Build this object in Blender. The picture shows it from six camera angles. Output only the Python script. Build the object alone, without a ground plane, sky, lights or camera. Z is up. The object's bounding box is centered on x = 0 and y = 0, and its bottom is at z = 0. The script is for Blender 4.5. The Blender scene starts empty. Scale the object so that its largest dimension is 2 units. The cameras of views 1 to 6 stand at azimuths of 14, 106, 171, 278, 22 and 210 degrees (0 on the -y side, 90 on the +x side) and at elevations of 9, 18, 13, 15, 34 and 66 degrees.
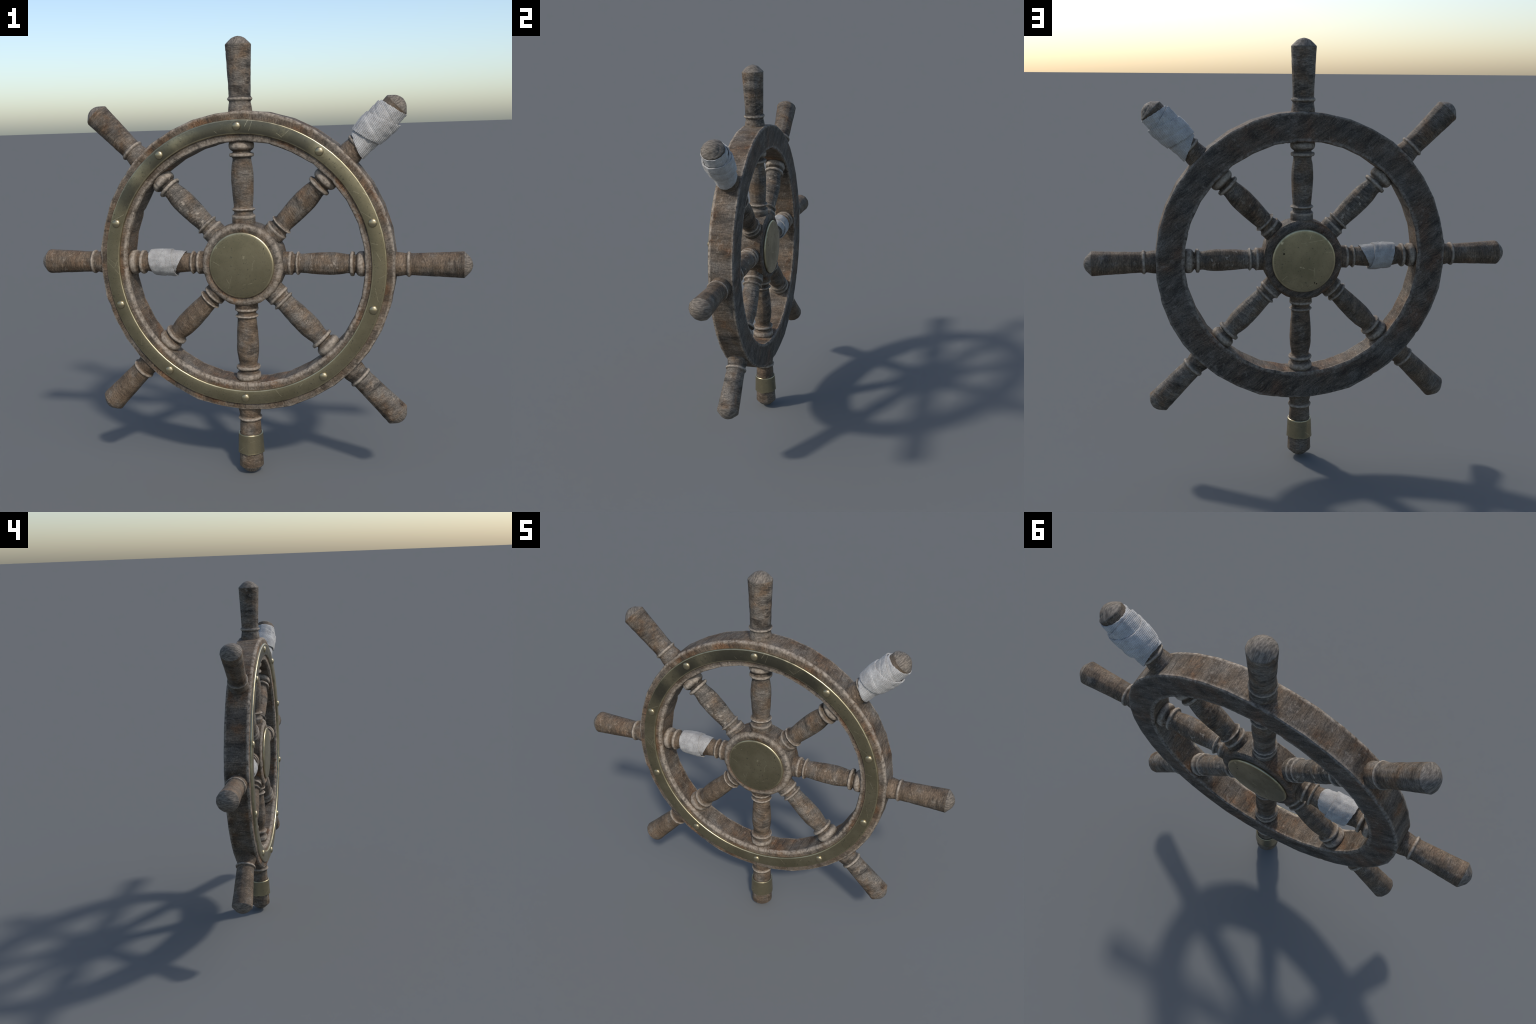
import bpy, bmesh, math
import numpy as np
from mathutils import Vector

# ------------------------------------------------------------------ frame
CENTRE_Z = 1.0                       # wheel axis runs along y through (0, 0, 1)
N_SPOKES = 8
RIM_OUT, RIM_IN = 0.6772, 0.5472
RIM_FRONT, RIM_BACK = -0.0670, 0.0660


# ------------------------------------------------------------------ noise
def _hash(ix, iy, iz, seed):
    h = (ix.astype(np.int64) * 374761393 + iy.astype(np.int64) * 668265263
         + iz.astype(np.int64) * 2147483647 + seed * 144269504)
    h = (h ^ (h >> 13)) * 1274126177
    h = h ^ (h >> 16)
    return (h & 0xFFFF).astype(np.float64) / 32767.5 - 1.0


def noise3(p, seed=0):
    """smooth value noise in [-1, 1] at points p (n, 3)"""
    i = np.floor(p).astype(np.int64)
    f = p - i
    f = f * f * (3 - 2 * f)
    out = 0
    for dx in (0, 1):
        for dy in (0, 1):
            for dz in (0, 1):
                w = (np.where(dx, f[:, 0], 1 - f[:, 0]) * np.where(dy, f[:, 1], 1 - f[:, 1])
                     * np.where(dz, f[:, 2], 1 - f[:, 2]))
                out = out + w * _hash(i[:, 0] + dx, i[:, 1] + dy, i[:, 2] + dz, seed)
    return out


def smooth(a, b, x):
    t = np.clip((x - a) / (b - a), 0, 1)
    return t * t * (3 - 2 * t)


# ------------------------------------------------------------------ mesh helpers
def make_mesh(name, verts, faces, smooth_angle=None):
    me = bpy.data.meshes.new(name)
    me.from_pydata([tuple(v) for v in verts], [], faces)
    bm = bmesh.new()
    bm.from_mesh(me)
    bmesh.ops.recalc_face_normals(bm, faces=bm.faces)
    bm.to_mesh(me)
    bm.free()
    me.update()
    me.polygons.foreach_set("use_smooth", [True] * len(me.polygons))
    if smooth_angle is not None:
        me.set_sharp_from_angle(angle=math.radians(smooth_angle))
    return me


def grid_faces(nr, nc, close_rows=False, flip=False):
    """quads over an nr x nc vertex grid, columns always wrap"""
    faces = []
    rows = nr if close_rows else nr - 1
    for i in range(rows):
        a, b = i * nc, ((i + 1) % nr) * nc
        for j in range(nc):
            k = (j + 1) % nc
            q = (a + j, a + k, b + k, b + j)
            faces.append(q[::-1] if flip else q)
    return faces


def refine(profile, step):
    out = [profile[0]]
    for (a, b) in zip(profile[:-1], profile[1:]):
        n = max(1, int(math.ceil(math.hypot(b[0] - a[0], b[1] - a[1]) / step)))
        for i in range(1, n + 1):
            t = i / n
            out.append((a[0] + (b[0] - a[0]) * t, a[1] + (b[1] - a[1]) * t))
    return out


def add_object(name, mesh, parent, material, loc=(0, 0, 0), rot=(0, 0, 0)):
    ob = bpy.data.objects.new(name, mesh)
    bpy.context.scene.collection.objects.link(ob)
    ob.parent = parent
    ob.location = loc
    ob.rotation_euler = rot
    if material is not None and len(mesh.materials) == 0:
        mesh.materials.append(material)
    return ob


# ------------------------------------------------------------------ node helpers
class Nodes:
    def __init__(self, name):
        self.mat = bpy.data.materials.new(name)
        self.mat.use_nodes = True
        self.t = self.mat.node_tree
        self.t.nodes.clear()
        self.out = self.t.nodes.new("ShaderNodeOutputMaterial")
        self.bsdf = self.t.nodes.new("ShaderNodeBsdfPrincipled")
        self.t.links.new(self.bsdf.outputs[0], self.out.inputs[0])
        self.co = self.t.nodes.new("ShaderNodeTexCoord").outputs["Object"]

    def put(self, sock, v):
        if isinstance(v, bpy.types.NodeSocket):
            self.t.links.new(v, sock)
        elif isinstance(v, (tuple, list)) and len(v) == 3 and sock.type == "RGBA":
            sock.default_value = (*v, 1)
        else:
            sock.default_value = v

    def math(self, op, a, b=0.0, c=0.0, clamp=False):
        n = self.t.nodes.new("ShaderNodeMath")
        n.operation = op
        n.use_clamp = clamp
        for i, v in enumerate((a, b, c)):
            self.put(n.inputs[i], v)
        return n.outputs[0]

    def mul(self, a, b):
        return self.math("MULTIPLY", a, b)

    def add(self, a, b):
        return self.math("ADD", a, b)

    def xyz(self, v):
        n = self.t.nodes.new("ShaderNodeSeparateXYZ")
        self.put(n.inputs[0], v)
        return n.outputs

    def vec(self, x, y, z):
        n = self.t.nodes.new("ShaderNodeCombineXYZ")
        for i, v in enumerate((x, y, z)):
            self.put(n.inputs[i], v)
        return n.outputs[0]

    def vmath(self, op, a, b=(0, 0, 0), out=0):
        n = self.t.nodes.new("ShaderNodeVectorMath")
        n.operation = op
        self.put(n.inputs[0], a)
        self.put(n.inputs[1], b)
        return n.outputs["Value" if op in ("LENGTH", "DISTANCE", "DOT_PRODUCT") else "Vector"]

    def mapping(self, v, loc=(0, 0, 0), rot=(0, 0, 0), scale=(1, 1, 1)):
        n = self.t.nodes.new("ShaderNodeMapping")
        self.put(n.inputs["Vector"], v)
        n.inputs["Location"].default_value = loc
        n.inputs["Rotation"].default_value = rot
        n.inputs["Scale"].default_value = scale
        return n.outputs[0]

    def noise(self, v, scale=1.0, detail=3.0, rough=0.55, distort=0.0):
        n = self.t.nodes.new("ShaderNodeTexNoise")
        self.put(n.inputs["Vector"], v)
        n.inputs["Scale"].default_value = scale
        n.inputs["Detail"].default_value = detail
        n.inputs["Roughness"].default_value = rough
        n.inputs["Distortion"].default_value = distort
        return n.outputs["Fac"]

    def ramp(self, fac, stops, interp="LINEAR"):
        n = self.t.nodes.new("ShaderNodeValToRGB")
        n.color_ramp.interpolation = interp
        el = n.color_ramp.elements
        while len(el) < len(stops):
            el.new(0.5)
        for e, (p, c) in zip(el, sorted(stops, key=lambda s: s[0])):
            e.position = p
            e.color = (c, c, c, 1) if isinstance(c, (int, float)) else (*c, 1)
        self.put(n.inputs[0], fac)
        return n.outputs[0]

    def step(self, x, a, b):
        """smooth 0..1 between a and b"""
        n = self.t.nodes.new("ShaderNodeMapRange")
        n.interpolation_type = "SMOOTHSTEP"
        self.put(n.inputs["Value"], x)
        lo, hi = (a, b) if a < b else (b, a)
        n.inputs["From Min"].default_value = lo
        n.inputs["From Max"].default_value = hi
        n.inputs["To Min"].default_value = 0.0 if a < b else 1.0
        n.inputs["To Max"].default_value = 1.0 if a < b else 0.0
        return n.outputs[0]

    def mix(self, fac, a, b, mode="MIX"):
        n = self.t.nodes.new("ShaderNodeMix")
        n.data_type = "RGBA"
        n.blend_type = mode
        self.put(n.inputs[0], fac)
        self.put(n.inputs[6], a)
        self.put(n.inputs[7], b)
        return n.outputs[2]

    def mixf(self, fac, a, b):
        n = self.t.nodes.new("ShaderNodeMix")
        self.put(n.inputs[0], fac)
        self.put(n.inputs[2], a)
        self.put(n.inputs[3], b)
        return n.outputs[0]

    def bump(self, height, strength=0.5, dist=0.002):
        n = self.t.nodes.new("ShaderNodeBump")
        n.inputs["Strength"].default_value = strength
        n.inputs["Distance"].default_value = dist
        self.put(n.inputs["Height"], height)
        self.t.links.new(n.outputs[0], self.bsdf.inputs["Normal"])

    def finish(self, color, rough=0.8, metallic=0.0, spec=0.3):
        self.put(self.bsdf.inputs["Base Color"], color)
        self.put(self.bsdf.inputs["Roughness"], rough)
        self.put(self.bsdf.inputs["Metallic"], metallic)
        self.put(self.bsdf.inputs["Specular IOR Level"], spec)
        return self.mat


# ------------------------------------------------------------------ wood
BROWN = (0.114, 0.083, 0.056)
GREY = (0.122, 0.107, 0.089)
DARK = (0.026, 0.021, 0.017)
PALE = (0.385, 0.330, 0.265)
RUST = (0.142, 0.074, 0.036)


def wood_colour(n, shade, grain, fine, mottle, patch, speck, wear, brownness, darkness, pale_amount, rust):
    """shared recipe: tint patches, blotches, fine streaks, a few dark splits, pale chips, ridge wear"""
    lo = 0.46 - 0.25 * brownness
    col = n.ramp(patch, [(max(lo, 0.0), GREY), (lo + 0.24, BROWN)])
    col = n.mix(n.mul(n.step(patch, 0.53, 0.68), rust), col, RUST)
    k = n.mul(n.ramp(shade, [(0.35, 1.0 - 0.80 * darkness), (0.53, 1.0), (0.70, 1.30)]),
              n.ramp(mottle, [(0.33, 0.64), (0.50, 1.0), (0.67, 1.40)]))
    k = n.mul(k, n.ramp(fine, [(0.34, 0.58), (0.50, 1.0), (0.66, 1.36)]))
    col = n.mix(1.0, col, n.vec(k, k, k), "MULTIPLY")
    col = n.mix(n.mul(n.step(grain, 0.41, 0.33), 0.85 * darkness), col, DARK)
    col = n.mix(n.mul(n.step(speck, 0.575, 0.68), 0.85 * pale_amount), col, PALE)
    col = n.mix(wear, col, PALE)
    return col


def spindle_wood(name, seed, brownness=0.5, darkness=0.7, pale=0.5, rust=0.25, line=140.0,
                 slant=0.15, ridges=(), span=(0.0, 1.0), end_grain=None):
    """turned wood: the grain shows as bands across the local z axis"""
    n = Nodes(name)
    p = n.mapping(n.co, loc=(seed * 1.7, seed * 0.9, seed * 2.3))
    x, y, z = n.xyz(n.co)
    warp = n.noise(p, 9.0, 2.0)
    zz = n.add(n.add(z, n.mul(x, slant)), n.mul(n.math("SUBTRACT", warp, 0.5), 0.022))
    gv = n.vec(n.add(n.mul(x, 9.0), seed * 3.1), n.mul(y, 9.0), n.mul(zz, line * 0.60))
    fv = n.vec(n.add(n.mul(x, 30.0), seed * 1.3), n.mul(y, 30.0), n.mul(zz, line * 2.6))
    sv = n.vec(n.add(n.mul(x, 11.0), seed * 2.3), n.mul(y, 11.0), n.mul(zz, 26.0))
    mv = n.vec(n.mul(x, 110.0), n.mul(y, 110.0), n.mul(zz, 230.0))
    grain = n.noise(gv, 1.0, 4.0, 0.65)
    fine = n.noise(fv, 1.0, 4.0, 0.68)
    shade = n.noise(sv, 1.0, 4.0, 0.6)
    mottle = n.noise(mv, 1.0, 3.0, 0.65)
    patch = n.noise(p, 15.0, 4.0, 0.6)
    speck = n.noise(p, 42.0, 4.0, 0.66)
    wear = 0.0
    if ridges:
        lo, hi = span
        stops = [(0.0, 0.0)]
        for (r, half) in ridges:
            c, h = (r - lo) / (hi - lo), half / (hi - lo)
            stops += [(c - h, 0.0), (c - 0.35 * h, 1.0), (c + 0.35 * h, 1.0), (c + h, 0.0)]
        stops.append((1.0, 0.0))
        m = n.ramp(n.math("DIVIDE", n.math("SUBTRACT", z, lo), hi - lo), stops)
        wear = n.mul(m, n.add(n.mul(n.step(n.noise(p, 75.0, 3.0, 0.6), 0.30, 0.66), 0.55), 0.26))
    col = wood_colour(n, shade, grain, fine, mottle, patch, speck, wear, brownness, darkness, pale, rust)
    if end_grain is not None:
        # sawn cap: short chopped grain seen from the end
        ev = n.vec(n.mul(x, 190.0), n.mul(y, 42.0), n.mul(z, 42.0))
        eg = n.noise(ev, 1.0, 4.0, 0.65)
        ec = n.ramp(eg, [(0.28, tuple(2.0 * c for c in DARK)), (0.47, GREY), (0.74, tuple(0.80 * c for c in PALE))])
        col = n.mix(n.mul(n.step(z, 0.9600, 0.9640), end_grain), col, ec)
    h = n.add(n.mul(fine, 0.6), n.add(n.mul(n.step(grain, 0.33, 0.45), 0.5), n.mul(mottle, 0.5)))
    n.bump(h, 0.34, 0.0020)
    rough = n.mixf(n.step(speck, 0.4, 0.7), 0.66, 0.85)
    return n.finish(col, rough, 0.0, 0.25)


def rim_wood(name, hub=False):
    """grain of the rim: short grain across the rim in front and on the edges, slanting planks behind"""
    n = Nodes(name)
    x, y, z = n.xyz(n.co)
    rad = n.math("SQRT", n.add(n.mul(x, x), n.mul(z, z)))
    ang = n.math("ARCTAN2", x, z)
    p = n.mapping(n.co, loc=(3.1, 1.7, 5.2))
    warp = n.math("SUBTRACT", n.noise(p, 8.0, 2.0), 0.5)
    arc = n.mul(n.add(ang, n.add(n.mul(rad, 0.40), n.mul(warp, 0.03))), 0.2 if hub else 0.62)
    g1 = n.noise(n.vec(n.mul(arc, 62.0), n.mul(rad, 5.0), n.mul(y, 5.0)), 1.0, 4.0, 0.65)
    f1 = n.noise(n.vec(n.mul(arc, 330.0), n.mul(rad, 26.0), n.mul(y, 22.0)), 1.0, 4.0, 0.68)
    s1 = n.noise(n.vec(n.mul(arc, 15.0), n.mul(rad, 6.0), n.mul(y, 7.0)), 1.0, 4.0, 0.6)
    # back: one slanting direction over the whole face
    a = math.radians(36)
    across = n.add(n.mul(x, math.sin(a)), n.mul(z, math.cos(a)))
    along = n.add(n.mul(x, -math.cos(a)), n.mul(z, math.sin(a)))
    across = n.add(across, n.mul(warp, 0.05))
    g2 = n.noise(n.vec(n.mul(across, 60.0), n.mul(along, 5.0), n.mul(y, 3.0)), 1.0, 4.0, 0.65)
    f2 = n.noise(n.vec(n.mul(across, 320.0), n.mul(along, 16.0), n.mul(y, 20.0)), 1.0, 4.0, 0.68)
    s2 = n.noise(n.vec(n.mul(across, 26.0), n.mul(along, 9.0), n.mul(y, 3.0)), 1.0, 5.0, 0.65)
    back = n.step(y, 0.059, 0.0645)
    grain, fine, shade = n.mixf(back, g1, g2), n.mixf(back, f1, f2), n.mixf(back, s1, s2)
    patch = n.noise(p, 7.0, 4.0, 0.6)
    mottle = n.noise(p, 150.0, 3.0, 0.65)
    speck = n.noise(p, 40.0, 4.0, 0.66)
    rag = n.noise(p, 55.0, 4.0, 0.65)

    def ridge(v, c, w):
        d = n.math("ABSOLUTE", n.math("SUBTRACT", v, c))
        return n.step(d, w, w * 0.2)
    if hub:
        front = n.step(y, -0.052, -0.060)
        wear = n.mul(n.mul(ridge(rad, 0.173, 0.016), n.add(n.mul(front, 0.9), 0.1)), n.step(rag, 0.30, 0.68))
        wear = n.mul(wear, 0.62)
    else:
        front = n.step(y, -0.046, -0.058)
        behind = n.step(y, 0.048, 0.062)
        edges = n.add(ridge(rad, RIM_IN + 0.005, 0.015), ridge(rad, RIM_OUT - 0.001, 0.015))
        wear = n.mul(n.mul(edges, n.add(front, n.mul(behind, 0.75))), n.step(rag, 0.30, 0.70))
        wear = n.mul(wear, 0.80)
    col = wood_colour(n, shade, grain, fine, mottle, patch, speck, wear, 0.62, 0.60, 0.28, 0.85)
    # shade and sky-grey of the back face, painted into the colour
    hsv = n.t.nodes.new("ShaderNodeHueSaturation")
    hsv.inputs["Saturation"].default_value = 0.75
    hsv.inputs["Value"].default_value = 0.74
    n.put(hsv.inputs["Color"], col)
    col = n.mix(n.mul(back, 0.85), col, hsv.outputs[0])
    n.bump(n.add(n.mul(fine, 0.6), n.add(n.mul(n.step(grain, 0.33, 0.45), 0.5), n.mul(mottle, 0.5))), 0.42, 0.0022)
    return n.finish(col, 0.78, 0.0, 0.25)


# ------------------------------------------------------------------ brass and cloth
def brass(name, polish=0.0, lines=(), spots=(), dark_spots=(), tarnish=(), worn_shine=()):
    """aged brass; lines are scratches ((x, z), (x, z)) on the flat face"""
    n = Nodes(name)
    p = n.co
    x, y, z = n.xyz(p)
    flat = n.vec(x, 0.0, z)
    cloud = n.noise(p, 7.0, 4.0, 0.6)
    dirt = n.noise(p, 70.0, 4.0, 0.65)
    fleck = n.noise(p, 190.0, 3.0, 0.6)
    col = n.mix(n.step(cloud, 0.35, 0.7), (0.245, 0.211, 0.128), (0.365, 0.314, 0.198))
    col = n.mix(n.mul(n.step(fleck, 0.45, 0.30), 0.35), col, (0.085, 0.076, 0.052))
    col = n.mix(n.mul(n.step(dirt, 0.60, 0.72), 0.75), col, (0.075, 0.070, 0.052))
    wob = n.math("SUBTRACT", n.noise(p, 26.0, 4.0, 0.65), 0.5)
    for (sx, sz, r) in tarnish:
        d = n.vmath("DISTANCE", flat, (sx, 0, sz))
        d = n.add(d, n.mul(wob, r * 0.9))
        col = n.mix(n.mul(n.step(d, r * 1.25, r * 0.25), 0.80), col, (0.092, 0.086, 0.066))
    edge_glint = 0.0
    if worn_shine:
        # sun highlights along the edges, painted into the colour as bright brass
        rad = n.vmath("LENGTH", flat)
        for (r, w) in worn_shine:
            d = n.math("ABSOLUTE", n.math("SUBTRACT", rad, r))
            edge_glint = n.add(edge_glint, n.step(d, w, 0.35 * w))
        edge_glint = n.mul(edge_glint, n.step(n.add(cloud, n.mul(wob, 0.5)), 0.22, 0.62))
        col = n.mix(n.mul(edge_glint, 0.75), col, (0.56, 0.48, 0.30))
    if polish:
        col = n.mix(polish, col, (0.50, 0.42, 0.27))
    mott = n.step(n.noise(p, 95.0, 4.0, 0.7), 0.62, 0.74)
    scratch = n.mul(n.mul(mott, n.step(n.noise(p, 9.0, 2.0), 0.50, 0.66)), 0.5)
    fade = n.step(n.noise(p, 130.0, 3.0, 0.6), 0.30, 0.55)
    for i, ((ax, az), (bx, bz)) in enumerate(lines):
        d = n.vmath("SUBTRACT", flat, (ax, 0, az))
        bb = (bx - ax) ** 2 + (bz - az) ** 2
        t = n.math("DIVIDE", n.vmath("DOT_PRODUCT", d, (bx - ax, 0, bz - az)), bb, clamp=True)
        near = n.vmath("SCALE", (bx - ax, 0, bz - az))
        n.put(near.node.inputs["Scale"], t)
        dist = n.vmath("LENGTH", n.vmath("SUBTRACT", d, near))
        m = n.mul(n.step(dist, 0.0017, 0.0005), n.mul(fade, (0.9, 0.55, 0.75)[i % 3]))
        scratch = n.math("MAXIMUM", scratch, m)
    for (sx, sz, r) in spots:
        d = n.vmath("DISTANCE", flat, (sx, 0, sz))
        d = n.add(d, n.mul(n.math("SUBTRACT", n.noise(p, 160.0, 2.0), 0.5), r * 2.2))
        scratch = n.math("MAXIMUM", scratch, n.step(d, r, r * 0.6))
    col = n.mix(n.mul(scratch, 0.8), col, (0.62, 0.54, 0.36))
    for (sx, sz, r) in dark_spots:
        d = n.vmath("DISTANCE", flat, (sx, 0, sz))
        d = n.add(d, n.mul(n.math("SUBTRACT", n.noise(p, 150.0, 2.0), 0.5), r * 2.6))
        col = n.mix(n.step(d, r, r * 0.6), col, (0.02, 0.018, 0.012))
    rough = n.mixf(n.step(cloud, 0.3, 0.75), 0.40 - 0.10 * polish, 0.29 - 0.06 * polish)
    rough = n.mixf(n.mul(n.step(dirt, 0.55, 0.75), 0.6), rough, 0.6)
    n.bump(n.add(n.mul(dirt, 0.5), n.mul(cloud, 1.5)), 0.10, 0.002)
    return n.finish(col, rough, 0.92, 0.5)


def cloth(name, period, slant, coarse, tone=1.0):
    n = Nodes(name)
    x, y, z = n.xyz(n.co)
    warp = n.math("SUBTRACT", n.noise(n.co, 45.0, 3.0), 0.5)
    u = n.add(n.add(z, n.mul(x, slant)), n.mul(warp, 0.006))
    ang = n.math("ARCTAN2", x, y)
    ribs = n.math("SINE", n.mul(u, 2 * math.pi / period))
    rowi = n.math("FLOOR", n.mul(u, 1 / period))
    rows = n.math("SINE", n.add(n.mul(ang, round(0.40 / (period * 0.9))), n.mul(rowi, 2.4)))
    weave = n.add(n.mul(ribs, 0.75), n.mul(rows, 0.25))
    weave = n.add(n.mul(weave, 0.5), 0.5)
    speck = n.noise(n.co, 240.0, 3.0, 0.65)
    stain = n.noise(n.co, 26.0, 4.0, 0.6)
    col = n.mix(n.step(stain, 0.3, 0.7), tuple(c * tone for c in (0.35, 0.345, 0.335)), tuple(c * tone for c in (0.47, 0.465, 0.45)))
    col = n.mix(n.mul(n.step(weave, 0.42, 0.05), 0.34 * coarse), col, (0.20, 0.18, 0.155))
    col = n.mix(n.mul(n.step(speck, 0.50, 0.66), 0.50), col, (0.21, 0.175, 0.14))
    n.bump(n.add(weave, n.mul(speck, 0.9)), 0.5, 0.0022 * coarse)
    m = n.finish(col, 0.95, 0.0, 0.1)
    n.bsdf.inputs["Sheen Weight"].default_value = 0.1
    return m


# ------------------------------------------------------------------ the wheel
wheel = bpy.data.objects.new("ship_steering_wheel", None)
bpy.context.scene.collection.objects.link(wheel)
wheel.location = (0, 0, 0)
wheel["label"] = "weathered wooden ship steering wheel with brass ring and bandages"
wheel["category"] = "ship wheel"
AXIS = (0, 0, CENTRE_Z)


# ---- rim: a weathered, faintly polygonal wooden ring
def chord_radius(theta, r, n, jitter, seed, phase):
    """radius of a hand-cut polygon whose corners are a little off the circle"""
    rng = np.random.RandomState(seed)
    cr = r + rng.uniform(-jitter, jitter, n)
    t = ((theta - phase) / (2 * math.pi) * n) % n
    i = np.floor(t).astype(int) % n
    f = t - np.floor(t)
    d = 2 * math.pi / n
    a, b = cr[i], cr[(i + 1) % n]
    return a * b * math.sin(d) / (a * np.sin(d * f) + b * np.sin(d * (1 - f)))


def ring_mesh(name, section, cols, radius_in, radius_out, r0, r1, bumps=None):
    """sweep a closed (r, y) section round the y axis; radius_in/out bend the two walls"""
    th = np.linspace(0, 2 * math.pi, cols, endpoint=False)
    din, dout = radius_in(th) - r0, radius_out(th) - r1
    verts = []
    for (r, y) in section:
        t = (r - r0) / (r1 - r0)
        rr = r + din * (1 - t) + dout * t
        verts.append(np.stack([rr * np.sin(th), np.full(cols, y), rr * np.cos(th)], 1))
    v = np.concatenate(verts)
    if bumps:
        v = bumps(v)
    return make_mesh(name, v, grid_faces(len(section), cols, close_rows=True), 40)


def closed_section(points, step):
    return refine(points + [points[0]], step)[:-1]


c, b = 0.0135, 0.005
rim_section = closed_section([
    (RIM_IN + c, RIM_FRONT), (RIM_IN + 0.35 * c, RIM_FRONT + 0.25 * c), (RIM_IN, RIM_FRONT + c),
    (RIM_IN, RIM_BACK - b), (RIM_IN + b, RIM_BACK),
    (RIM_OUT - b, RIM_BACK), (RIM_OUT, RIM_BACK - b),
    (RIM_OUT, RIM_FRONT + c), (RIM_OUT - 0.35 * c, RIM_FRONT + 0.25 * c), (RIM_OUT - c, RIM_FRONT)][::-1], 0.0065)


def rim_bumps(v):
    r = np.hypot(v[:, 0], v[:, 2])
    # nicks along the four edges, gentle swelling elsewhere
    edge = (np.minimum(np.abs(r - RIM_IN), np.abs(r - RIM_OUT)) < 0.010)
    k = noise3(v * 26, 3) * 0.0006 + noise3(v * 60, 4) * 0.0003
    bite = smooth(0.50, 0.95, noise3(v * np.array([34, 20, 34]), 9)) * 0.0035 * edge
    bite *= (np.abs(v[:, 1]) > 0.048)
    sign = np.where(r > 0.61, -1.0, 1.0)
    rr = r + k + sign * bite
    out = v.copy()
    out[:, 0] *= rr / r
    out[:, 2] *= rr / r
    out[:, 1] += np.where(v[:, 1] < 0, 1, -1) * bite * 0.6 + noise3(v * 20, 6) * 0.0006
    return out


rim = add_object("rim", ring_mesh(
    "rim", rim_section, 640,
    lambda t: chord_radius(t, RIM_IN + 0.001, 32, 0.0022, 5, 0.05),
    lambda t: chord_radius(t, RIM_OUT + 0.001, 38, 0.0030, 8, 0.02),
    RIM_IN, RIM_OUT, rim_bumps), wheel, rim_wood("rim_wood"), AXIS)


# ---- brass ring with ten domed rivets
BR_IN, BR_OUT, BR_FRONT = 0.5785, 0.6425, -0.0775
e = 0.0055
brass_section = [(BR_IN, -0.063), (BR_IN, BR_FRONT + 0.9 * e), (BR_IN + 0.22 * e, BR_FRONT + 0.42 * e), (BR_IN + 0.55 * e, BR_FRONT + 0.12 * e), (BR_IN + e, BR_FRONT),
                 (0.607, BR_FRONT - 0.0005),
                 (BR_OUT - e, BR_FRONT), (BR_OUT - 0.55 * e, BR_FRONT + 0.12 * e), (BR_OUT - 0.22 * e, BR_FRONT + 0.42 * e),
                 (BR_OUT, BR_FRONT + 0.9 * e), (BR_OUT, -0.063)]


def polar(deg, r):
    return (r * math.sin(math.radians(deg)), r * math.cos(math.radians(deg)))


# scratches given as (bearing, radius) pairs, clockwise from the top
RING_SCRATCHES = [(polar(*p0), polar(*p1)) for p0, p1 in (
    ((4.6, 0.639), (3.4, 0.612)), ((6.4, 0.640), (5.2, 0.592)), ((-9.6, 0.602), (-8.4, 0.588)), ((17, 0.604), (19.5, 0.594)),
    ((21.5, 0.634), (19.4, 0.594)), ((57, 0.598), (59, 0.612)), ((59.5, 0.628), (61.5, 0.641)), ((66, 0.584), (71, 0.622)),
    ((80, 0.586), (81, 0.612)), ((84, 0.600), (87.5, 0.616)), ((95, 0.606), (93, 0.640)), ((99, 0.598), (104, 0.622)),
    ((-72, 0.641), (-67, 0.590)), ((-87, 0.639), (-91, 0.584)), ((-88.5, 0.637), (-94.5, 0.584)), ((-91.5, 0.604), (-88.3, 0.588)),
    ((-128, 0.622), (-125.5, 0.604)), ((166, 0.586), (164.4, 0.620)), ((155, 0.602), (153.5, 0.594)), ((-25, 0.632), (-24, 0.618)))]
RING_TARNISH = [(-0.12, 0.60, 0.17), (0.10, 0.60, 0.15), (0.27, 0.54, 0.09), (-0.36, 0.48, 0.10), (-0.52, 0.32, 0.09)]
brass_ring = add_object("brass_ring", ring_mesh(
    "brass_ring", brass_section, 320, lambda t: chord_radius(t, BR_IN, 80, 0.0004, 2, 0.0),
    lambda t: chord_radius(t, BR_OUT, 80, 0.0004, 3, 0.0), BR_IN, BR_OUT),
    wheel, brass("aged_brass", lines=RING_SCRATCHES, tarnish=RING_TARNISH, worn_shine=((BR_IN + 0.001, 0.006), (BR_OUT - 0.001, 0.006))), AXIS)


def lathe(profile, cols, closed_start=True, closed_end=True, radius_fn=None):
    """revolve (axial z, radius) round z; ends with radius 0 become poles"""
    verts, rows, faces = [], [], []
    th = np.linspace(0, 2 * math.pi, cols, endpoint=False)
    for (z, r) in profile:
        if r < 1e-6:
            rows.append([len(verts)])
            verts.append((0, 0, z))
        else:
            s = len(verts)
            rows.append(list(range(s, s + cols)))
            verts += [(r * math.cos(t), r * math.sin(t), z) for t in th]
    for a, bb in zip(rows[:-1], rows[1:]):
        for j in range(cols):
            k = (j + 1) % cols
            if len(a) == 1:
                faces.append((a[0], bb[k], bb[j]))
            elif len(bb) == 1:
                faces.append((a[j], a[k], bb[0]))
            else:
                faces.append((a[j], a[k], bb[k], bb[j]))
    return np.array(verts, float), faces


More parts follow.
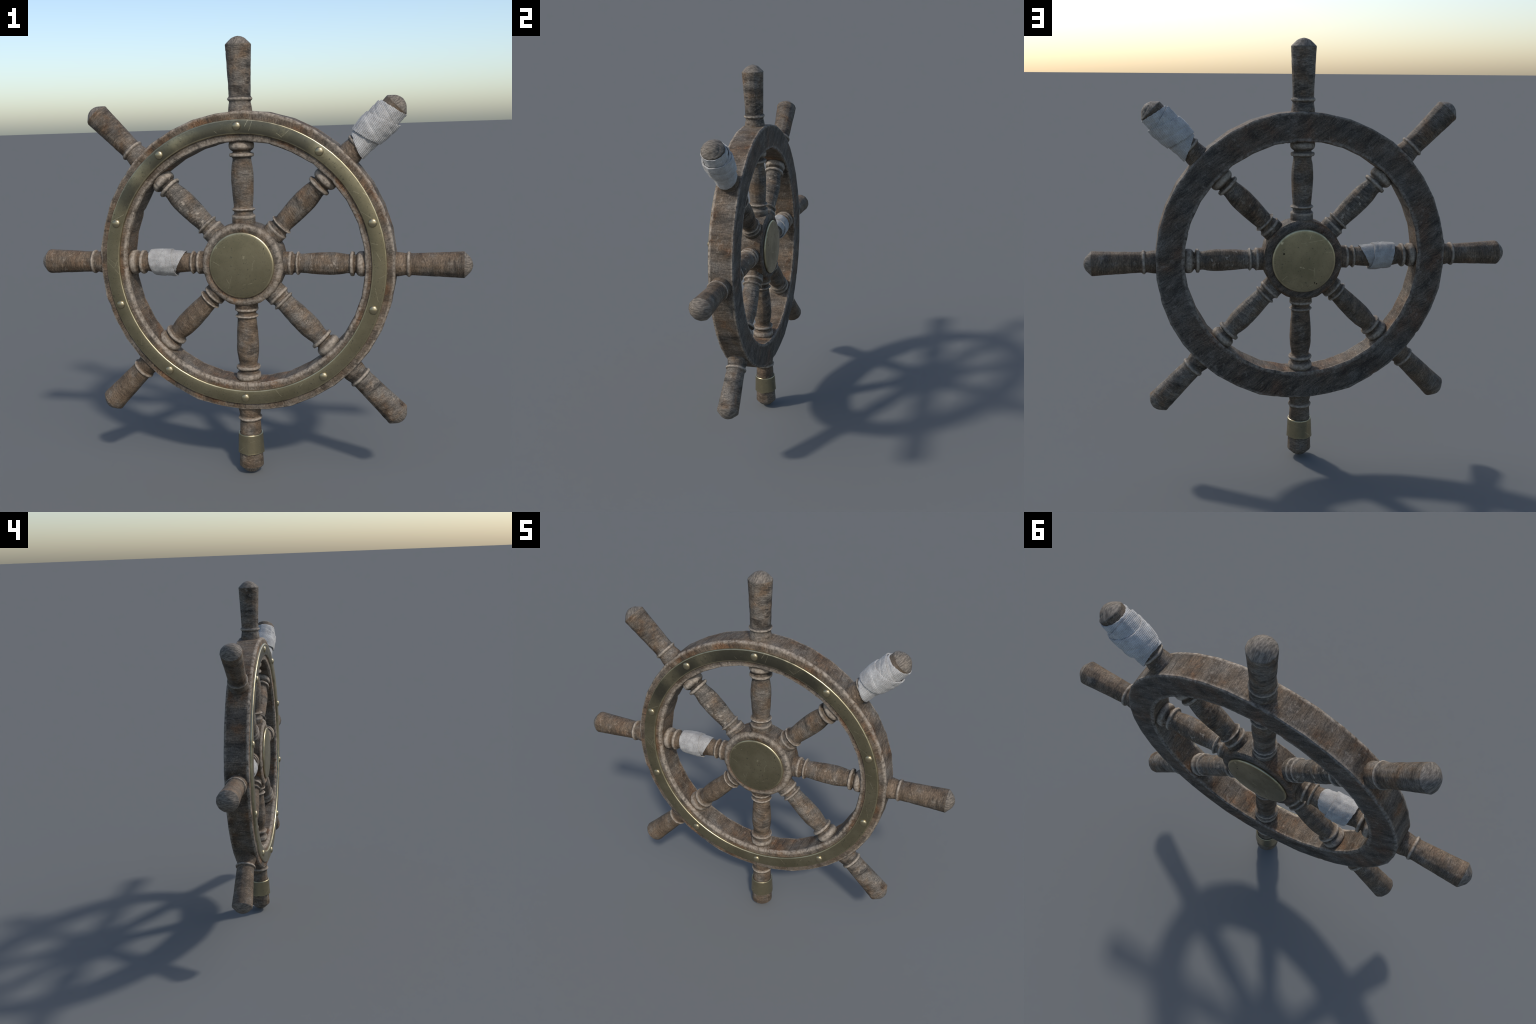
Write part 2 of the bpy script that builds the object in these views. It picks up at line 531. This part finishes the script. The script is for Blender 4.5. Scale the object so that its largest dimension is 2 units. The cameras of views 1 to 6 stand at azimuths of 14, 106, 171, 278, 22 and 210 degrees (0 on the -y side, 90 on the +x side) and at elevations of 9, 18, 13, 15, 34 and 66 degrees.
R_RIV, H_RIV = 0.0190, 0.0108
rp = [(-0.003, R_RIV), (0.0015, R_RIV)] + [(0.0015 + (H_RIV - 0.0015) * math.sin(a), R_RIV * math.cos(a))
      for a in np.linspace(0.12, math.pi / 2, 9)[:-1]] + [(H_RIV, 0.0)]
rv, rf = lathe(rp, 32)
rivet_mesh = make_mesh("rivet", rv, rf, 50)
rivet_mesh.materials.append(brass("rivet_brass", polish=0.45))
for i in range(10):
    a = 2 * math.pi * i / 10
    rivet = bpy.data.objects.new("rivet", rivet_mesh)
    bpy.context.scene.collection.objects.link(rivet)
    rivet.parent = brass_ring
    rivet.location = (0.6125 * math.sin(a), BR_FRONT, 0.6125 * math.cos(a))
    rivet.rotation_euler = (math.pi / 2, 0, 0)

# ---- hub: wooden barrel with rounded lips, a brass medallion on each side
HUB_R, HUB_F = 0.1855, 0.0660
hub_prof = refine([(-HUB_F + 0.004, 0.0), (-HUB_F + 0.004, 0.140), (-HUB_F + 0.002, 0.150), (-HUB_F, 0.158), (-HUB_F, 0.168),
                   (-HUB_F + 0.004, 0.177), (-HUB_F + 0.011, HUB_R), (0.0, HUB_R + 0.002), (HUB_F - 0.011, HUB_R),
                   (HUB_F - 0.004, 0.177), (HUB_F, 0.168), (HUB_F, 0.158), (HUB_F - 0.002, 0.150),
                   (HUB_F - 0.004, 0.140), (HUB_F - 0.004, 0.0)], 0.007)
hv, hf = lathe(hub_prof, 160)
hv = np.stack([hv[:, 0], hv[:, 2], -hv[:, 1]], 1)          # barrel axis along y
hr = np.maximum(np.hypot(hv[:, 0], hv[:, 2]), 1e-6)
hth = np.arctan2(hv[:, 0], hv[:, 2])
grow = (chord_radius(hth, HUB_R + 0.0015, 24, 0.0022, 4, 0.1) - HUB_R) * smooth(0.15, 0.18, hr) \
    + noise3(hv * 40, 12) * 0.0009 * smooth(0.13, 0.16, hr)
hv[:, 0] *= 1 + grow / hr
hv[:, 2] *= 1 + grow / hr
hv[:, 1] += noise3(hv * 34, 14) * 0.0008
hub = add_object("hub", make_mesh("hub", hv, hf, 45), wheel, rim_wood("hub_wood", hub=True), AXIS)

MED_R = 0.1490
med_prof = [(-0.006, 0.0), (-0.006, 0.146), (0.0020, 0.1470), (0.0060, 0.1485), (0.0095, MED_R), (0.0118, 0.1480), (0.0136, 0.1464),
            (0.0147, 0.1440), (0.0154, 0.1400), (0.0160, 0.132), (0.0170, 0.11), (0.0180, 0.075), (0.0187, 0.035), (0.0189, 0.0)]
mv, mf = lathe(med_prof, 96)
medal = {}
FRONT_MARKS = dict(
    spots=((0.013, 0.034, 0.0050), (0.0155, 0.041, 0.0028), (0.010, 0.041, 0.0020), (-0.112, 0.078, 0.0035), (-0.075, 0.082, 0.0025)),
    lines=(((0.030, -0.084), (0.053, -0.078)), ((0.005, -0.088), (0.018, -0.086)), ((0.062, 0.024), (0.052, 0.006)),
           ((0.052, 0.006), (0.050, -0.020)), ((-0.062, -0.105), (-0.045, -0.050)), ((-0.128, 0.016), (-0.100, 0.000)),
           ((-0.07, -0.06), (-0.06, -0.08)), ((0.054, 0.046), (0.060, 0.036)), ((0.10, -0.074), (0.109, -0.073))),
    dark_spots=((0.022, -0.060, 0.0020), (-0.060, -0.025, 0.0022)))
BACK_MARKS = dict(
    spots=((0.103, 0.088, 0.0075), (0.016, -0.027, 0.0035), (0.004, -0.030, 0.0025)),
    lines=(((0.022, -0.026), (-0.002, -0.034)), ((-0.020, -0.036), (-0.048, -0.047)), ((-0.049, -0.034), (-0.051, -0.076)),
           ((-0.031, 0.121), (-0.025, 0.103)), ((0.015, 0.083), (-0.100, 0.100)), ((0.078, -0.067), (0.102, -0.087)),
           ((-0.10, 0.041), (-0.13, 0.040)), ((0.010, -0.105), (0.007, -0.120)), ((-0.022, -0.120), (-0.042, -0.110))),
    dark_spots=((-0.050, -0.104, 0.0045), (-0.060, -0.109, 0.0040), (0.095, 0.038, 0.0050)))
for side, kw in ((-1, FRONT_MARKS), (1, BACK_MARKS)):
    me = make_mesh("medallion", np.stack([mv[:, 0], side * (mv[:, 2] + 0.0608), -side * mv[:, 1]], 1)
                   , [f for f in mf], 50)
    add_object("medallion", me, hub, brass("medallion_brass", worn_shine=((0.146, 0.007),), **kw))


# ---- spindles: a turned spoke inside the rim, a handle outside it
SPOKE = [(0.120, 0.0), (0.120, 0.0530), (0.2060, 0.0530), (0.2140, 0.0545), (0.2180, 0.0530), (0.2225, 0.0465), (0.2290, 0.0432),
         (0.2350, 0.0435), (0.2400, 0.0505), (0.2445, 0.0545), (0.2490, 0.0510), (0.2530, 0.0447), (0.2580, 0.0438),
         (0.2800, 0.0455), (0.3100, 0.0482), (0.3400, 0.0500), (0.3750, 0.0513), (0.4050, 0.0512), (0.4250, 0.0496),
         (0.4450, 0.0465), (0.4620, 0.0430), (0.4720, 0.0425), (0.4768, 0.0455), (0.4790, 0.0535), (0.4830, 0.0562),
         (0.4890, 0.0563), (0.4935, 0.0545), (0.4960, 0.0450), (0.4990, 0.0400), (0.5035, 0.0420), (0.5080, 0.0490),
         (0.5140, 0.0545), (0.5210, 0.0572), (0.5310, 0.0575), (0.5400, 0.0555), (0.5470, 0.0535), (0.5600, 0.0530), (0.5600, 0.0)]
HANDLE = [(0.6500, 0.0), (0.6500, 0.0550), (0.6720, 0.0547), (0.6900, 0.0535), (0.7070, 0.0503), (0.7165, 0.0484),
          (0.7215, 0.0497), (0.7250, 0.0540), (0.7295, 0.0563), (0.7345, 0.0552), (0.7385, 0.0508), (0.7425, 0.0486),
          (0.8000, 0.0508), (0.8800, 0.0540), (0.9300, 0.0562), (0.9610, 0.0577), (0.9650, 0.0560), (0.9770, 0.0440),
          (0.9870, 0.0335), (0.9915, 0.0265), (0.9965, 0.0140), (0.9990, 0.0)]
SPOKE_RIDGES = ((0.2125, 0.0075), (0.2445, 0.0065), (0.486, 0.009), (0.526, 0.016))
HANDLE_RIDGES = ((0.7295, 0.0080),)


def spindle_mesh(name, profile, seed, rough, sides, cracks=(), flat=0.0):
    cols = 72
    v, f = lathe(refine([(z, max(r - 0.0008, 0.0)) for (z, r) in profile], 0.0028), cols)
    r = np.hypot(v[:, 0], v[:, 1])
    th = np.arctan2(v[:, 1], v[:, 0])
    z = v[:, 2]
    keep = smooth(0.004, 0.03, r)
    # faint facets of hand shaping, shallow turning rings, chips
    scale = 1 + 0.009 * np.cos(sides * (th + seed))
    q = np.stack([v[:, 0] * 10, v[:, 1] * 10, z * 90], 1) + seed * 7.3
    rings = noise3(q, seed) * 0.0004 * rough
    lumps = noise3(v * 45 + seed * 3.1, seed + 40) * 0.0007
    chips = -smooth(0.60, 0.95, noise3(v * 70 + seed * 5.7, seed + 80)) * 0.0014
    dr = (rings + lumps + chips) * keep
    for (z0, t0, z1, t1, depth) in cracks:
        # a jagged split between two (height, bearing) points on the surface
        az, at = (z1 - z0), (t1 - t0) * 0.05
        L2 = az * az + at * at
        dt = ((th - t0 + math.pi) % (2 * math.pi) - math.pi) * 0.05
        s = np.clip(((z - z0) * az + dt * at) / L2, 0, 1)
        wob = noise3(np.stack([s * 9 + seed, s * 0, s * 0 + 3], 1), 5) * 0.0045
        dist = np.hypot(z - z0 - s * az, dt - s * at + wob)
        dr -= depth * smooth(0.0042, 0.0008, dist) * np.sin(np.clip(s, 0.04, 0.96) * math.pi) ** 0.4
    rr = r * (1 + (scale - 1) * keep) + dr
    k = np.where(r > 1e-5, rr / np.maximum(r, 1e-5), 1)
    v[:, 0] *= k
    v[:, 1] *= k
    return make_mesh(name, v, f, 60)


# bearing, spoke look, handle look (brownness, darkness, pale chips, rust, line density, slant)
FRONT = -math.pi / 2                      # bearing of the side facing -y
LOOKS = [
    dict(s=(0.30, 0.55, 0.25, 0.10, 150, 0.05), h=(0.25, 0.90, 0.35, 0.12, 110, 0.12)),     # up
    dict(s=(0.60, 0.75, 0.30, 0.35, 110, 0.20), h=(0.65, 0.50, 0.30, 0.10, 130, 0.10)),
    dict(s=(0.65, 0.45, 0.65, 0.10, 150, 0.05), h=(0.80, 0.50, 0.20, 0.15, 130, -0.05)),    # +x
    dict(s=(0.20, 0.45, 0.45, 0.05, 150, 0.08), h=(0.20, 0.85, 0.35, 0.20, 170, 0.22)),
    dict(s=(0.80, 0.60, 0.20, 0.20, 130, 0.15), h=(0.65, 0.45, 0.20, 0.15, 160, 0.03)),     # down
    dict(s=(0.70, 0.45, 0.20, 0.10, 190, 0.18), h=(0.75, 0.35, 0.15, 0.12, 190, 0.15)),
    dict(s=(0.85, 0.60, 0.10, 0.15, 140, 0.05), h=(0.85, 0.45, 0.30, 0.30, 130, 0.05)),     # -x
    dict(s=(0.15, 0.65, 0.85, 0.05, 110, 0.15), h=(0.55, 0.60, 0.20, 0.45, 140, 0.12)),
]
SPOKE_CRACKS = {2: [(0.33, FRONT - 0.7, 0.332, FRONT + 0.5, 0.002), (0.30, -FRONT - 0.6, 0.39, -FRONT + 0.4, 0.002)],
                4: [(0.35, FRONT - 0.3, 0.37, FRONT + 0.9, 0.0012)]}
HANDLE_CRACKS = {4: [(0.905, FRONT + 0.35, 0.945, FRONT - 0.15, 0.0035)],
                 5: [(0.80, FRONT + 0.5, 0.845, FRONT - 0.1, 0.0022), (0.815, FRONT - 0.4, 0.835, FRONT + 0.3, 0.0016)],
                 1: [(0.965, 0.3, 0.988, 2.2, 0.002), (0.965, -1.9, 0.99, -0.2, 0.002)]}
for i, look in enumerate(LOOKS):
    a = 2 * math.pi * i / N_SPOKES
    bs, ds, ps, rs, ls, ss = look["s"]
    bh, dh, ph, rh, lh, sh = look["h"]
    add_object("spoke", spindle_mesh("spoke", SPOKE, 11 + i, 0.7, 12, SPOKE_CRACKS.get(i, ())), wheel,
               spindle_wood("spoke_wood", 1.0 + i * 2.1, bs, ds, ps, rs, ls, ss, SPOKE_RIDGES, (0.15, 0.57)),
               AXIS, (0, a, 0))
    add_object("handle", spindle_mesh("handle", HANDLE, 31 + i, 1.0 if i != 3 else 1.6, 12, HANDLE_CRACKS.get(i, ())), wheel,
               spindle_wood("handle_wood", 20.0 + i * 1.9, bh, dh, ph, rh, lh, sh, HANDLE_RIDGES, (0.64, 1.0), end_grain=0.8),
               AXIS, (0, a, 0))


# ---- bandages: overlapping strips of cloth, each a thick tapered sleeve with slanting hems
def strip_mesh(name, low, high, rad_low, rad_high, seed, bulge=0.0, thick=0.0060):
    """low/high: (height, lean along local x, lean along local y) of the two hems"""
    cols, rows = 96, 22
    th = np.linspace(0, 2 * math.pi, cols, endpoint=False)
    rings = []

    def ring(t, off):
        r = rad_low + (rad_high - rad_low) * t + bulge * math.sin(math.pi * t) + off
        rr = r * (1 + 0.008 * np.cos(12 * (th + seed)))
        x, y = rr * np.cos(th), rr * np.sin(th)
        z0 = low[0] + low[1] * x + low[2] * y
        z1 = high[0] + high[1] * x + high[2] * y
        p = np.stack([x, y, z0 + (z1 - z0) * t], 1)
        k = noise3(p * 40 + seed * 3.7, seed) * 0.0020 + noise3(p * 130, seed + 7) * 0.0007
        # drawn-tight creases that climb round the sleeve
        k = k - 0.0022 * smooth(0.80, 1.0, np.sin(th * 2 + p[:, 2] * 95 + seed * 2.0)) * math.sin(math.pi * t)
        hem = noise3(np.stack([np.cos(th) * 9, np.sin(th) * 9, th * 0 + t * 3 + seed], 1), seed + 3) * 0.0018
        p[:, 0] += np.cos(th) * k
        p[:, 1] += np.sin(th) * k
        p[:, 2] += hem * abs(2 * t - 1) ** 3
        return p
    ts = np.linspace(0, 1, rows)
    outer = [ring(t, 0.0) for t in ts]
    inner = [ring(t, -thick) for t in ts[::-1]]
    round_off = 0.0007
    for o in (outer[0], outer[-1]):
        rr = np.hypot(o[:, 0], o[:, 1])
        o[:, 0] *= 1 - round_off / rr
        o[:, 1] *= 1 - round_off / rr
    v = np.concatenate(outer + inner)
    return make_mesh(name, v, grid_faces(2 * rows, cols, close_rows=True), 50)


def bandage(angle, strips, material):
    first = None
    for k, s in enumerate(strips):
        ob = add_object("bandage" if first is None else "bandage_strip",
                        strip_mesh("bandage_strip", *s), wheel if first is None else first, material,
                        AXIS if first is None else (0, 0, 0), (0, angle, 0) if first is None else (0, 0, 0))
        first = first or ob


bandage(math.radians(45), [
    ((0.727, -0.43, 0.05), (0.850, 0.20, 0.0), 0.0584, 0.0640, 3, 0.000),
    ((0.780, 0.25, 0.02), (0.884, 0.35, 0.02), 0.0688, 0.0745, 4, 0.0030),
    ((0.830, 0.20, 0.00), (0.907, -0.24, 0.02), 0.0660, 0.0706, 5, 0.000),
    ((0.870, 0.20, 0.00), (0.946, 0.21, 0.00), 0.0640, 0.0618, 6, 0.0000),
], cloth("handle_bandage_cloth", 0.0066, 0.28, 1.0))
bandage(math.radians(270), [
    ((0.334, 0.18, 0.05), (0.437, 0.20, -0.08), 0.0632, 0.0592, 8, 0.0022),
    ((0.304, -0.50, 0.00), (0.390, 0.0, 0.0), 0.0525, 0.0610, 9, 0.0000),
], cloth("spoke_bandage_cloth", 0.0040, 0.05, 0.75, 0.86))

# ---- brass band round the lowest handle
bp = [(0.8050, 0.0505), (0.8024, 0.0520), (0.8024, 0.0545), (0.8032, 0.0562), (0.8048, 0.0574), (0.8080, 0.0580), (0.850, 0.0596), (0.890, 0.0616), (0.8945, 0.0622),
      (0.8955, 0.0612), (0.8950, 0.0550)]
bv, bf = lathe(refine(bp, 0.004), 96)
bth = np.arctan2(bv[:, 1], bv[:, 0])
d12 = 2 * math.pi / 12
fac = math.cos(d12 / 2) / np.cos((bth % d12) - d12 / 2)
kk = 1 + (fac - 0.983) * 0.35 + noise3(bv * 40, 2) * 0.006
bv[:, 0] *= kk
bv[:, 1] *= kk
bv[:, 2] += smooth(0.87, 0.895, bv[:, 2]) * (noise3(np.stack([np.cos(bth) * 3, np.sin(bth) * 3, bth * 0], 1), 6) * 0.004
                                             - 0.004 * np.cos(bth) * 0)
add_object("brass_band", make_mesh("brass_band", bv, bf, 50), wheel, brass("band_brass", polish=0.25, lines=(((0.02, 0.86), (0.045, 0.885)), ((-0.03, 0.83), (-0.01, 0.835)))), AXIS, (0, math.pi, 0))
